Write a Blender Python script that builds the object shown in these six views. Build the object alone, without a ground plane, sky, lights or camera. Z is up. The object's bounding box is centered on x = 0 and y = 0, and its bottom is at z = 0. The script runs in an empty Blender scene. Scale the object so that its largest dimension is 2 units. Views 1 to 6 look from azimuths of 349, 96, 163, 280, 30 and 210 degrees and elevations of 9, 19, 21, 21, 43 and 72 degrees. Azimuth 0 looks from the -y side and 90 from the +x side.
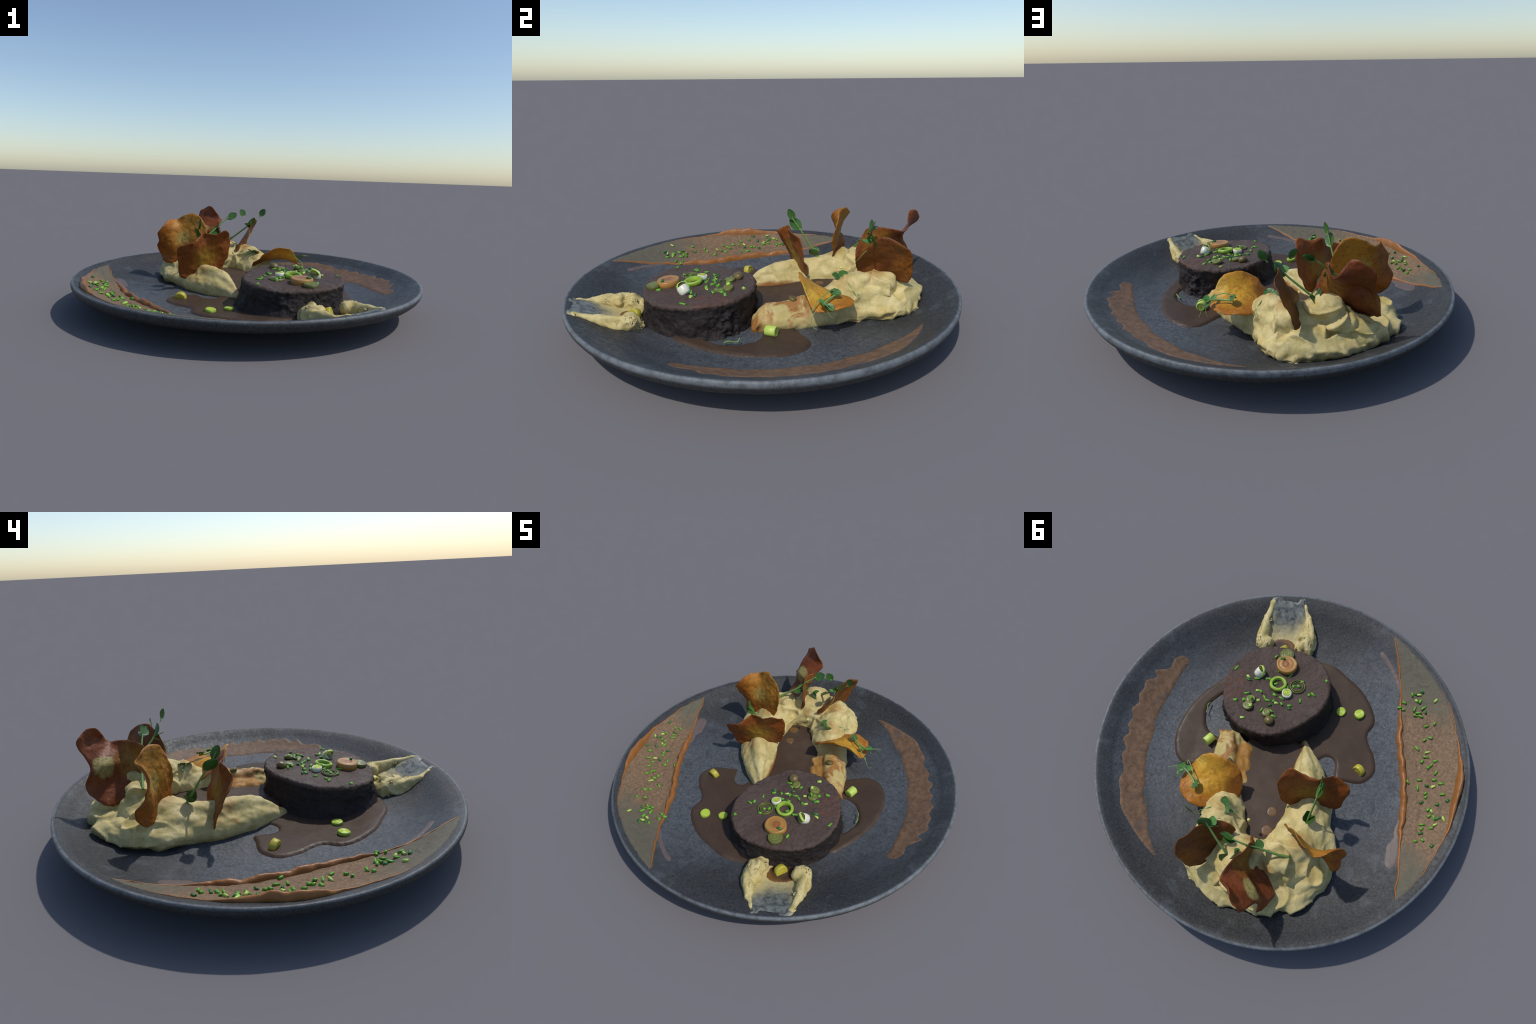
import bpy, bmesh, math, random
import numpy as np
from mathutils import Vector, Matrix, noise
from mathutils.geometry import delaunay_2d_cdt

rnd = random.Random(7)
SC = bpy.context.scene.collection


# ------------------------------------------------------------------ helpers
def link(name, mesh, mat=None, parent=None, smooth=True):
    ob = bpy.data.objects.new(name, mesh)
    SC.objects.link(ob)
    if mesh is not None:
        if mat is not None and len(mesh.materials) == 0:
            mesh.materials.append(mat)
        if smooth and len(mesh.polygons):
            mesh.polygons.foreach_set("use_smooth", [True] * len(mesh.polygons))
    if parent is not None:
        ob.parent = parent
    return ob


def top(ob, label, category):
    ob["label"] = label
    ob["category"] = category
    return ob


def mesh_from(name, verts, faces):
    me = bpy.data.meshes.new(name)
    me.from_pydata([tuple(map(float, v)) for v in verts], [], [tuple(map(int, f)) for f in faces])
    me.validate()
    me.update()
    return me


def apply_modifiers(ob):
    dg = bpy.context.evaluated_depsgraph_get()
    me = bpy.data.meshes.new_from_object(ob.evaluated_get(dg))
    mats = list(ob.data.materials)
    ob.modifiers.clear()
    ob.data = me
    if not me.materials:
        for m in mats:
            me.materials.append(m)
    me.polygons.foreach_set("use_smooth", [True] * len(me.polygons))
    return ob


def n3(x, y, z=0.0, s=1.0, seed=0.0):
    return noise.noise(Vector((x * s + seed, y * s - seed * 1.7, z * s + seed * .6)))


def fbm(x, y, z=0.0, s=1.0, o=3, seed=0.0):
    a, t = 1.0, 0.0
    for i in range(o):
        t += a * n3(x, y, z, s * 2 ** i, seed + 3.1 * i)
        a *= .5
    return t


def ridged(x, y, z, s, seed=0.0):
    return 1 - 2 * abs(n3(x, y, z, s, seed))


def smoothstep(a, b, x):
    t = min(1, max(0, (x - a) / (b - a)))
    return t * t * (3 - 2 * t)


def spline_closed(pts, per=8):
    P = np.array(pts, float)
    n = len(P)
    out = []
    for i in range(n):
        p0, p1, p2, p3 = P[i - 1], P[i], P[(i + 1) % n], P[(i + 2) % n]
        for k in range(per):
            t = k / per
            out.append(.5 * (2 * p1 + (p2 - p0) * t + (2 * p0 - 5 * p1 + 4 * p2 - p3) * t * t + (3 * p1 - p0 - 3 * p2 + p3) * t ** 3))
    return np.array(out)


def spline_open(pts, per=8):
    P = np.array(pts, float)
    n = len(P)
    out = []
    for i in range(n - 1):
        p0 = P[i - 1] if i else 2 * P[0] - P[1]
        p1, p2 = P[i], P[i + 1]
        p3 = P[i + 2] if i + 2 < n else 2 * P[-1] - P[-2]
        for k in range(per):
            t = k / per
            out.append(.5 * (2 * p1 + (p2 - p0) * t + (2 * p0 - 5 * p1 + 4 * p2 - p3) * t * t + (3 * p1 - p0 - 3 * p2 + p3) * t ** 3))
    out.append(P[-1])
    return np.array(out)


def resample(P, step, closed=True):
    Q = np.vstack([P, P[:1]]) if closed else P
    L = np.r_[0, np.cumsum(np.linalg.norm(np.diff(Q, axis=0), axis=1))]
    n = max(8, int(round(L[-1] / step)))
    t = np.linspace(0, L[-1], n, endpoint=not closed)
    return np.stack([np.interp(t, L, Q[:, k]) for k in range(Q.shape[1])], 1)


def seg_dist(P, line, closed=False):
    """distance of points P (n,2) to a polyline (m,2)"""
    A = line
    B = np.roll(line, -1, 0) if closed else line[1:]
    A = A if closed else line[:-1]
    best = np.full(len(P), 1e9)
    for a, b in zip(A, B):
        d = b - a
        t = np.clip(((P - a) @ d) / max(d @ d, 1e-12), 0, 1)
        best = np.minimum(best, np.linalg.norm(P - a - t[:, None] * d, axis=1))
    return best


def inside(P, poly):
    x, y = P[:, 0], P[:, 1]
    r = np.zeros(len(P), bool)
    n = len(poly)
    for i in range(n):
        x1, y1 = poly[i]
        x2, y2 = poly[(i + 1) % n]
        if y1 == y2:
            continue
        c = (y1 > y) != (y2 > y)
        r ^= c & (x < (x2 - x1) * (y - y1) / (y2 - y1) + x1)
    return r


def fill(outline, res):
    """triangulated sheet inside a closed outline: points, faces, distance to the edge"""
    O = resample(np.asarray(outline), res * .8)
    x0, y0 = O.min(0)
    x1, y1 = O.max(0)
    xs = np.arange(x0, x1 + res, res)
    ys = np.arange(y0, y1 + res, res * .866)
    X, Y = np.meshgrid(xs, ys)
    X[1::2] += res / 2
    G = np.stack([X.ravel(), Y.ravel()], 1)
    G = G[inside(G, O)]
    G = G[seg_dist(G, O, True) > res * .55]
    pts = np.vstack([O, G])
    n = len(O)
    r = delaunay_2d_cdt([Vector(p) for p in pts], [(i, (i + 1) % n) for i in range(n)], [], 0, 1e-6)
    V = np.array([tuple(v) for v in r[0]])
    F = np.array([f for f in r[2] if len(f) == 3])
    F = F[inside(V[F].mean(1), O)]
    a = V[F]
    area = (a[:, 1, 0] - a[:, 0, 0]) * (a[:, 2, 1] - a[:, 0, 1]) - (a[:, 1, 1] - a[:, 0, 1]) * (a[:, 2, 0] - a[:, 0, 0])
    F[area < 0] = F[area < 0][:, ::-1]
    return V, F, seg_dist(V, O, True)


def puddle(name, outline, res, height, edge, base, mat, parent, relief=None, sink=.002):
    """liquid or paste lying on a surface base(x, y): rounded rim, then the given thickness"""
    V, F, D = fill(outline, res)
    Z = []
    for (x, y), d in zip(V, D):
        t = min(1, d / edge)
        h = height * math.sqrt(max(0, 1 - (1 - t) ** 2))
        if relief:
            h += relief(x, y, d)
        Z.append(base(x, y) + (h if d > 1e-5 else -sink))
    return link(name, mesh_from(name, np.c_[V, Z], F), mat, parent)


def tube(path, radii, sides=8, caps=True):
    P = np.asarray(path, float)
    n = len(P)
    T = np.gradient(P, axis=0)
    T /= np.linalg.norm(T, axis=1)[:, None] + 1e-12
    ref = np.array([0, 0, 1.0]) if abs(T[0, 2]) < .9 else np.array([1.0, 0, 0])
    u = np.cross(T[0], ref)
    u /= np.linalg.norm(u)
    V, F = [], []
    for i in range(n):
        u = u - (u @ T[i]) * T[i]
        u /= np.linalg.norm(u)
        w = np.cross(T[i], u)
        r = radii[i] if hasattr(radii, "__len__") else radii
        for k in range(sides):
            a = 2 * math.pi * k / sides
            V.append(P[i] + r * (math.cos(a) * u + math.sin(a) * w))
    for i in range(n - 1):
        for k in range(sides):
            F.append((i * sides + k, i * sides + (k + 1) % sides, (i + 1) * sides + (k + 1) % sides, (i + 1) * sides + k))
    if caps:
        F.append(tuple(range(sides))[::-1])
        F.append(tuple((n - 1) * sides + k for k in range(sides)))
    return V, F


# ---------------------------------------------------------------- materials
class Mat:
    def __init__(self, name, rough=.5, spec=.5):
        self.m = bpy.data.materials.new(name)
        self.m.use_nodes = True
        self.nt = self.m.node_tree
        self.nt.nodes.clear()
        self.out = self.nt.nodes.new("ShaderNodeOutputMaterial")
        self.b = self.nt.nodes.new("ShaderNodeBsdfPrincipled")
        self.b.inputs["Roughness"].default_value = rough
        self.b.inputs["Specular IOR Level"].default_value = spec
        self.link(self.b.outputs[0], self.out.inputs[0])
        tc = self.nt.nodes.new("ShaderNodeTexCoord")
        self.co = tc.outputs["Object"]

    def link(self, a, b):
        self.nt.links.new(a, b)

    def node(self, t, **kw):
        n = self.nt.nodes.new(t)
        for k, v in kw.items():
            setattr(n, k, v)
        return n

    def put(self, sock, v):
        if hasattr(v, "is_output"):
            self.link(v, sock)
        elif isinstance(v, (tuple, list)) and len(v) == 3 and sock.type == "RGBA":
            sock.default_value = (*v, 1)
        else:
            sock.default_value = v

    def scaled(self, s, co=None):
        n = self.node("ShaderNodeMapping")
        n.inputs["Scale"].default_value = s
        self.link(co or self.co, n.inputs["Vector"])
        return n.outputs[0]

    def noise(self, scale, detail=4, rough=.55, dist=0.0, co=None):
        n = self.node("ShaderNodeTexNoise")
        n.inputs["Scale"].default_value = scale
        n.inputs["Detail"].default_value = detail
        n.inputs["Roughness"].default_value = rough
        n.inputs["Distortion"].default_value = dist
        self.link(co or self.co, n.inputs["Vector"])
        return n.outputs["Fac"]

    def voronoi(self, scale, co=None, feature="F1"):
        n = self.node("ShaderNodeTexVoronoi", feature=feature)
        n.inputs["Scale"].default_value = scale
        self.link(co or self.co, n.inputs["Vector"])
        return n.outputs["Distance"]

    def rng(self, v, a, b, c=0.0, d=1.0, smooth=True):
        n = self.node("ShaderNodeMapRange", interpolation_type="SMOOTHSTEP" if smooth else "LINEAR")
        self.put(n.inputs["Value"], v)
        for k, x in zip(("From Min", "From Max", "To Min", "To Max"), (a, b, c, d)):
            n.inputs[k].default_value = x
        return n.outputs["Result"]

    def math(self, op, a, b=0.0, clamp=False):
        n = self.node("ShaderNodeMath", operation=op, use_clamp=clamp)
        self.put(n.inputs[0], a)
        self.put(n.inputs[1], b)
        return n.outputs[0]

    def mix(self, f, a, b):
        n = self.node("ShaderNodeMix", data_type="RGBA")
        self.put(n.inputs[0], f)
        self.put(n.inputs[6], a)
        self.put(n.inputs[7], b)
        return n.outputs[2]

    def ramp(self, v, stops):
        n = self.node("ShaderNodeValToRGB")
        cr = n.color_ramp
        while len(cr.elements) < len(stops):
            cr.elements.new(.5)
        for e, (p, c) in zip(cr.elements, stops):
            e.position = p
            e.color = (*c, 1)
        self.put(n.inputs[0], v)
        return n.outputs[0]

    def axis(self, k, co=None):
        n = self.node("ShaderNodeSeparateXYZ")
        self.link(co or self.co, n.inputs[0])
        return n.outputs[k]

    def dist(self, p, co=None, scale=None):
        v = co or self.co
        if scale:
            s = self.node("ShaderNodeVectorMath", operation="SUBTRACT")
            self.link(v, s.inputs[0])
            s.inputs[1].default_value = p
            m = self.node("ShaderNodeVectorMath", operation="MULTIPLY")
            self.link(s.outputs[0], m.inputs[0])
            m.inputs[1].default_value = scale
            l = self.node("ShaderNodeVectorMath", operation="LENGTH")
            self.link(m.outputs[0], l.inputs[0])
            return l.outputs["Value"]
        n = self.node("ShaderNodeVectorMath", operation="DISTANCE")
        self.link(v, n.inputs[0])
        n.inputs[1].default_value = p
        return n.outputs["Value"]

    def spot(self, p, r0, r1, wob=0.0, freq=20, scale=None):
        """1 within r0 of p, falling to 0 at r1, with a ragged edge"""
        d = self.dist(p, scale=scale)
        if wob:
            d = self.math("ADD", d, self.math("MULTIPLY", self.math("SUBTRACT", self.noise(freq, 4), .5), wob))
        return self.rng(d, r0, r1, 1, 0)

    def color(self, v):
        self.put(self.b.inputs["Base Color"], v)

    def rough(self, v):
        self.put(self.b.inputs["Roughness"], v)

    def bump(self, h, strength=.3, dist=.004):
        n = self.node("ShaderNodeBump")
        n.inputs["Strength"].default_value = strength
        n.inputs["Distance"].default_value = dist
        self.put(n.inputs["Height"], h)
        self.link(n.outputs[0], self.b.inputs["Normal"])

    def rnd(self):
        return self.node("ShaderNodeObjectInfo").outputs["Random"]

    def sss(self, w, radius):
        self.b.inputs["Subsurface Weight"].default_value = w
        self.b.inputs["Subsurface Radius"].default_value = radius
        self.b.inputs["Subsurface Scale"].default_value = .02


def mat_plate():
    M = Mat("dark_stoneware", .55, .28)
    x, y = M.axis(0), M.axis(1)
    r = M.math("SQRT", M.math("ADD", M.math("MULTIPLY", x, x), M.math("MULTIPLY", y, y)))
    big = M.noise(2.4, 5, .6, .6)
    blue = M.mix(M.rng(M.noise(62, 6, .75, 1.0), .3, .7), (.035, .0385, .042), (.108, .118, .129))
    grey = M.mix(M.rng(M.noise(95, 5, .75), .3, .72), (.018, .018, .018), (.055, .056, .056))
    d1 = M.dist((-.35, -.15, .1), scale=(1, .9, 0))
    d2 = M.dist((.62, .05, .1), scale=(1.2, .8, 0))
    f = M.math("MINIMUM", d1, M.math("ADD", d2, .12))
    f = M.math("ADD", f, M.math("MULTIPLY", M.math("SUBTRACT", big, .5), .9))
    c = M.mix(M.rng(f, .25, .78), blue, grey)
    c = M.mix(M.rng(M.noise(14, 5, .65, .8), .5, .72, 0, .5), c, (.03, .033, .037))
    c = M.mix(M.rng(M.noise(9, 4, .6, .5), .56, .74, 0, .4), c, (.1, .112, .125))
    # pale specks in the glaze; rim top lightened to paint its highlight
    sp = M.rng(M.voronoi(85), .05, .12, 1, 0)
    c = M.mix(M.math("MULTIPLY", sp, M.math("MULTIPLY", M.rng(M.noise(9, 2), .55, .7), .35)), c, (.2, .22, .25))
    wall = M.math("MULTIPLY", M.rng(r, .9, .93), M.rng(M.axis(2), .15, .172, 1, 0))
    c = M.mix(M.math("MULTIPLY", M.math("MAXIMUM", wall, M.rng(M.axis(2), .045, .056, 1, 0)), .9), c, grey)
    rim = M.math("MULTIPLY", M.rng(r, .98, .993), M.rng(M.noise(26, 5, .7), .25, .65, .25, 1))
    rim = M.math("MULTIPLY", rim, M.rng(M.axis(2), .158, .176))
    c = M.mix(M.math("MULTIPLY", rim, .85), c, (.17, .187, .2))
    M.color(c)
    M.rough(M.rng(M.noise(40, 4), .3, .7, .42, .6))
    M.bump(M.math("ADD", M.noise(60, 5, .65, .8), M.math("MULTIPLY", M.noise(180, 3), .5)), .3, .006)
    return M.m


def mat_steak():
    M = Mat("braised_beef", .5, .22)
    z, y = M.axis(2), M.axis(1)
    above = M.math("SUBTRACT", z, M.math("ADD", M.math("MULTIPLY", y, .0526), .228))
    above = M.math("ADD", above, M.math("MULTIPLY", M.math("SUBTRACT", M.noise(30, 3), .5), .02))
    t = M.mix(M.noise(16, 6, .65, .4), (.046, .03, .0235), (.1, .067, .053))
    t = M.mix(M.rng(M.noise(45, 5, .7), .55, .75, 0, .5), t, (.12, .075, .06))
    t = M.mix(M.rng(M.noise(6, 4, .6, .6), .5, .72, 0, .6), t, (.105, .075, .062))
    t = M.mix(M.rng(M.noise(120, 4, .75), .58, .7, 0, .6), t, (.16, .12, .1))
    t = M.mix(M.rng(M.noise(28, 5, .7), .56, .7, 0, .55), t, (.03, .02, .017))
    red = M.spot((.41, -.2, .23), .03, .14, .12, 22)
    t = M.mix(M.math("MULTIPLY", red, M.rng(M.noise(60, 4), .4, .65, 0, .8)), t, (.13, .05, .03))
    fib = M.noise(26, 5, .65, .8, co=M.scaled((1, 1, .25)))
    s = M.mix(fib, (.012, .0095, .0095), (.034, .026, .024))
    s = M.mix(M.rng(M.noise(14, 5, .7, 1), .56, .72, 0, .75), s, (.065, .03, .02))
    M.color(M.mix(M.rng(above, -.012, .006), s, t))
    M.rough(M.rng(M.noise(20, 4), .3, .7, .45, .65))
    M.bump(M.math("ADD", M.noise(90, 5, .65), M.math("MULTIPLY", M.noise(30, 3), .8)), .7, .008)
    return M.m


def mat_sauce(name="brown_gravy"):
    M = Mat(name, .45, .2)
    c = M.mix(M.noise(9, 4, .6, .5), (.043, .027, .018), (.074, .047, .031))
    sp = M.math("MULTIPLY", M.rng(M.voronoi(60), .06, .16, 1, 0), M.rng(M.noise(20, 3), .48, .6))
    c = M.mix(M.math("MULTIPLY", sp, .6), c, (.24, .17, .11))
    c = M.mix(M.rng(M.noise(5, 3), .55, .75, 0, .4), c, (.1, .07, .045))
    M.color(c)
    M.rough(M.rng(M.noise(30, 3), .3, .7, .4, .55))
    M.bump(M.noise(40, 4), .12, .004)
    return M.m


def mat_puree():
    M = Mat("celeriac_mash", .55, .25)
    c = M.mix(M.rng(M.noise(13, 5, .65, .5), .3, .7), (.42, .34, .125), (.61, .505, .245))
    c = M.mix(M.rng(M.noise(22, 4, .6, .8), .56, .74, 0, .6), c, (.3, .25, .08))
    c = M.mix(M.rng(M.noise(5, 3), .5, .75, 0, .5), c, (.55, .39, .12))
    # herb flecks
    fl = M.math("MULTIPLY", M.rng(M.voronoi(32, co=M.scaled((1, 1.6, 1.3))), .07, .1, 1, 0), M.rng(M.noise(11, 2), .5, .56))
    c = M.mix(M.math("MULTIPLY", fl, .8), c, (.07, .06, .03))
    brown = (.27, .1, .018)
    amb = (.36, .17, .035)
    grain = M.rng(M.noise(13, 5, .65, .6), .4, .58)
    # sauce soaked arm beside the steak
    a = M.math("MULTIPLY", M.spot((.29, .15, .17), .07, .15, .1, 12, (1, .8, 1)), grain)
    c = M.mix(M.math("MULTIPLY", a, .9), c, brown)
    a = M.spot((.165, .12, .1), .06, .1, .03, 14, (1, .45, 1))
    c = M.mix(M.math("MULTIPLY", a, .92), c, amb)
    a = M.spot((.37, -.01, .09), .03, .09, .04, 14)
    c = M.mix(M.math("MULTIPLY", a, .9), c, brown)
    # stains under the crisps
    for p, r in (((-.27, .09, .2), .045), ((-.3, .06, .13), .02), ((-.33, .13, .17), .03), ((-.31, .4, .24), .05), ((-.22, .6, .26), .045), ((.09, .57, .26), .05), ((.14, .42, .22), .05), ((-.07, .47, .25), .04)):
        a = M.spot(p, r * .35, r * 1.5, .05, 30)
        c = M.mix(M.math("MULTIPLY", a, .6), c, amb)
    # gravy line along the channel
    ch = M.dist((-.03, .17, .085), scale=(1, .36, 1.9))
    ch = M.math("ADD", ch, M.math("MULTIPLY", M.math("SUBTRACT", M.noise(22, 4), .5), .05))
    c = M.mix(M.rng(ch, .1, .135, .9, 0), c, brown)
    M.color(c)
    M.sss(.15, (.6, .4, .15))
    M.bump(M.math("ADD", M.noise(45, 5, .6, .3), M.math("MULTIPLY", M.noise(160, 3), .3)), .35, .006)
    return M.m


def mat_film():
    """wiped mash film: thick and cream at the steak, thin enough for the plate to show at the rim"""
    M = Mat("wiped_mash_film", .45, .4)
    cream = M.mix(M.noise(20, 4), (.42, .35, .15), (.55, .46, .22))
    thin = M.mix(M.rng(M.noise(35, 6, .7, .5), .3, .7), (.035, .042, .05), (.2, .21, .175))
    d = M.dist((.385, -.86, .14), scale=(1.35, 1, 0))
    d = M.math("ADD", d, M.math("MULTIPLY", M.math("SUBTRACT", M.noise(16, 5, .65), .5), .14))
    c = M.mix(M.rng(d, .09, .24, 1, 0), cream, thin)
    M.color(c)
    M.bump(M.noise(50, 5), .4, .004)
    return M.m


def mat_stain_sauce():
    M = Mat("thin_gravy", .32, .5)
    d = M.dist((.32, -.57, .1), scale=(1, 1, 0))
    d = M.math("ADD", d, M.math("MULTIPLY", M.math("SUBTRACT", M.noise(30, 4), .5), .03))
    M.color(M.mix(M.rng(d, .06, .1), (.055, .032, .02), (.17, .08, .022)))
    return M.m


def mat_smear():
    M = Mat("mushroom_paste", .6, .2)
    y = M.axis(1)
    c = M.mix(M.rng(M.noise(75, 6, .75, .3), .3, .7), (.115, .073, .04), (.25, .16, .095))
    streak = M.noise(26, 5, .7, .2, co=M.scaled((1.2, .35, 1)))
    c = M.mix(M.rng(streak, .52, .68, 0, .6), c, (.1, .072, .042))
    c = M.mix(M.rng(streak, .3, .42, .4, 0), c, (.33, .19, .1))
    grey = M.mix(M.noise(50, 6, .7), (.07, .072, .056), (.15, .13, .085))
    n = M.math("MULTIPLY", M.math("SUBTRACT", M.noise(7, 5, .65), .5), .45)
    f = M.math("ADD", M.math("MAXIMUM", M.math("SUBTRACT", -.42, y), M.math("SUBTRACT", y, -.02)), n)
    c = M.mix(M.rng(f, .05, .32, 0, .95), c, grey)
    M.color(c)
    M.bump(M.math("ADD", M.noise(95, 5, .7), M.noise(35, 3)), .5, .006)
    return M.m


def mat_ridge():
    M = Mat("paste_ridge", .45, .4)
    c = M.mix(M.noise(30, 5, .6, .5), (.17, .064, .015), (.34, .135, .032))
    M.color(c)
    M.bump(M.noise(60, 4), .3, .005)
    return M.m


def mat_brush():
    M = Mat("dried_gravy_stroke", .55, .2)
    c = M.mix(M.rng(M.noise(30, 6, .75, .5), .3, .7), (.1, .058, .032), (.2, .118, .07))
    c = M.mix(M.rng(M.voronoi(70), .05, .14, .45, 0), c, (.26, .18, .13))
    c = M.mix(M.rng(M.noise(11, 5, .65), .5, .72, 0, .6), c, (.075, .07, .068))
    M.color(c)
    M.bump(M.noise(60, 4), .3, .003)
    return M.m


def mat_pink():
    M = Mat("paste_print", .5, .35)
    M.color(M.mix(M.noise(28, 5, .7), (.07, .062, .062), (.16, .108, .09)))
    return M.m


def mat_chip(name, spots, brown, mid, yellow, dark):
    M = Mat(name, .48, .25)
    c = M.mix(M.noise(11, 5, .65, .5), brown, mid)
    c = M.mix(M.rng(M.noise(7, 4, .6), .55, .75, 0, .75), c, dark)
    for p, r0, r1, col, k in spots:
        f = M.spot(p, r0, r1, .07, 16)
        c = M.mix(M.math("MULTIPLY", f, k), c, col or yellow)
    c = M.mix(M.rng(M.voronoi(80), .06, .2, .5, 0), c, M.mix(.5, mid, yellow))
    c = M.mix(M.rng(M.noise(34, 5, .7), .48, .66, 0, .4), c, dark)
    c = M.mix(M.rng(M.noise(80, 4, .7), .5, .72, 0, .45), c, dark)
    tr = M.node("ShaderNodeBsdfTranslucent")
    M.put(tr.inputs[0], c)
    mx = M.node("ShaderNodeMixShader")
    mx.inputs[0].default_value = .14
    M.link(M.b.outputs[0], mx.inputs[1])
    M.link(tr.outputs[0], mx.inputs[2])
    M.link(mx.outputs[0], M.out.inputs[0])
    M.color(c)
    M.bump(M.math("ADD", M.noise(45, 4, .6), M.math("MULTIPLY", M.voronoi(60), .5)), .4, .006)
    return M.m


def mat_plain(name, a, b, scale=30, rough=.45, bump=.2, random_mix=None):
    M = Mat(name, rough, .45)
    c = M.mix(M.noise(scale, 4, .6), a, b)
    if random_mix:
        c = M.mix(M.rng(M.rnd(), 0, 1, 0, 1, False), c, random_mix)
    M.color(c)
    M.bump(M.noise(scale * 2, 3), bump, .003)
    return M.m


def mat_leaf(name, a, b):
    M = Mat(name, .4, .5)
    c = M.mix(M.noise(30, 4, .6), a, b)
    M.color(c)
    tr = M.node("ShaderNodeBsdfTranslucent")
    M.put(tr.inputs[0], c)
    mx = M.node("ShaderNodeMixShader")
    mx.inputs[0].default_value = .2
    M.link(M.b.outputs[0], mx.inputs[1])
    M.link(tr.outputs[0], mx.inputs[2])
    M.link(mx.outputs[0], M.out.inputs[0])
    return M.m


def mat_rings(name, inner, outer, skin, freq, k=.6):
    """cut leek: concentric layers round the local z axis, paler core, own skin colour on the side"""
    M = Mat(name, .4, .5)
    x, y, z = M.axis(0), M.axis(1), M.axis(2)
    r = M.math("SQRT", M.math("ADD", M.math("MULTIPLY", x, x), M.math("MULTIPLY", y, y)))
    w = M.math("ADD", r, M.math("MULTIPLY", M.noise(60, 3), .006))
    band = M.math("SINE", M.math("MULTIPLY", w, freq))
    c = M.mix(M.rng(r, .3 / 20, .034), inner, outer)
    c = M.mix(M.rng(band, .2, .9, 0, k), c, skin)
    M.color(M.mix(M.rng(M.noise(50, 3), .45, .7, 0, .3), c, skin))
    M.bump(band, .3, .003)
    return M.m


# -------------------------------------------------------------------- plate
PROF_R = [0, .3, .5, .62, .74, .83, .9, .945, .97, .985]
PROF_Z = [.058, .058, .06, .066, .084, .111, .143, .166, .177, .1805]


def tilt(x, y):
    r = math.hypot(x, y)
    k = smoothstep(.9, .985, r)
    return (.0094 * k + .006 * (1 - k)) * x * smoothstep(.3, .75, r) + (.009 * k - .004 * (1 - k)) * y * smoothstep(.4, .75, r)


def plate_z(x, y):
    r = math.hypot(x, y)
    return float(np.interp(r, PROF_R, PROF_Z)) + tilt(x, y)


def build_plate():
    prof = [(r, z) for r, z in zip(PROF_R, PROF_Z)]
    dense = spline_open(prof, 5)[1:]
    rim = [(.991, .182), (.997, .179), (1.0, .171), (1.0, .16), (.996, .148), (.988, .135), (.972, .119), (.95, .11), (.9, .096), (.82, .073), (.74, .05), (.66, .029), (.6, .014), (.55, .003), (.5, 0), (.47, .001), (.45, .006), (.3, .006)]
    prof = list(map(tuple, dense)) + rim
    N = 288
    n_top = len(dense)
    V, F = [(0, 0, PROF_Z[0])], []
    for i, (r, z) in enumerate(prof):
        for k in range(N):
            a = 2 * math.pi * k / N
            x, y = r * math.cos(a), r * math.sin(a)
            wob = .0022 * n3(math.cos(a), math.sin(a), 0, 5) * smoothstep(.9, 1, r) if z > .1 else .002 * n3(math.cos(a), math.sin(a), z, 6)
            under = i > n_top + 4
            zz = z + (tilt(x, y) if not under else (.007 * x + .001 * y) * smoothstep(0, .03, z) * (1 - smoothstep(.11, .15, z)) + tilt(x, y) * smoothstep(.11, .15, z)) + wob * .8
            zz += .0012 * n3(x, y, 0, 14) * (1 if z > .06 else 0)
            s = 1 + wob
            V.append((x * s, y * s, max(0, zz)))
    V.append((0, 0, .006))
    for k in range(N):
        F.append((0, 1 + k, 1 + (k + 1) % N))
    for i in range(len(prof) - 1):
        a, b = 1 + i * N, 1 + (i + 1) * N
        for k in range(N):
            F.append((a + k, b + k, b + (k + 1) % N, a + (k + 1) % N))
    a = 1 + (len(prof) - 1) * N
    for k in range(N):
        F.append((a + k, len(V) - 1, a + (k + 1) % N))
    ob = link("dinner_plate", mesh_from("dinner_plate", V, F), mat_plate())
    return top(ob, "round dark blue-grey stoneware plate with low curved rim", "plate")


plate = build_plate()


# -------------------------------------------- paste smear, strokes and gravy on the plate
SM_IN = [(-.237, -.943), (-.305, -.852), (-.38, -.734), (-.44, -.617), (-.492, -.493), (-.554, -.353), (-.62, -.241), (-.662, -.146), (-.703, -.049), (-.735, .07), (-.774, .184), (-.812, .305), (-.826, .371), (-.846, .436)]
SM_OUT = [(-.86, .40), (-.888, .344), (-.919, .222), (-.943, .054), (-.942, -.052), (-.922, -.185), (-.899, -.309), (-.85, -.424), (-.79, -.536), (-.711, -.654), (-.592, -.759), (-.47, -.841), (-.344, -.905)]
IN_L = spline_open(SM_IN, 10)
OUT_L = spline_open(SM_OUT, 10)
CRACKS = [spline_open(c, 6) for c in ([(-.393, -.876), (-.455, -.781), (-.496, -.729), (-.54, -.735)], [(-.714, -.157), (-.766, -.078), (-.805, .06), (-.853, .253), (-.873, .347)], [(-.56, -.62), (-.574, -.552), (-.63, -.48), (-.659, -.388), (-.7, -.27)], [(-.66, -.3), (-.72, -.24), (-.8, -.26), (-.87, -.28)])]


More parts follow.
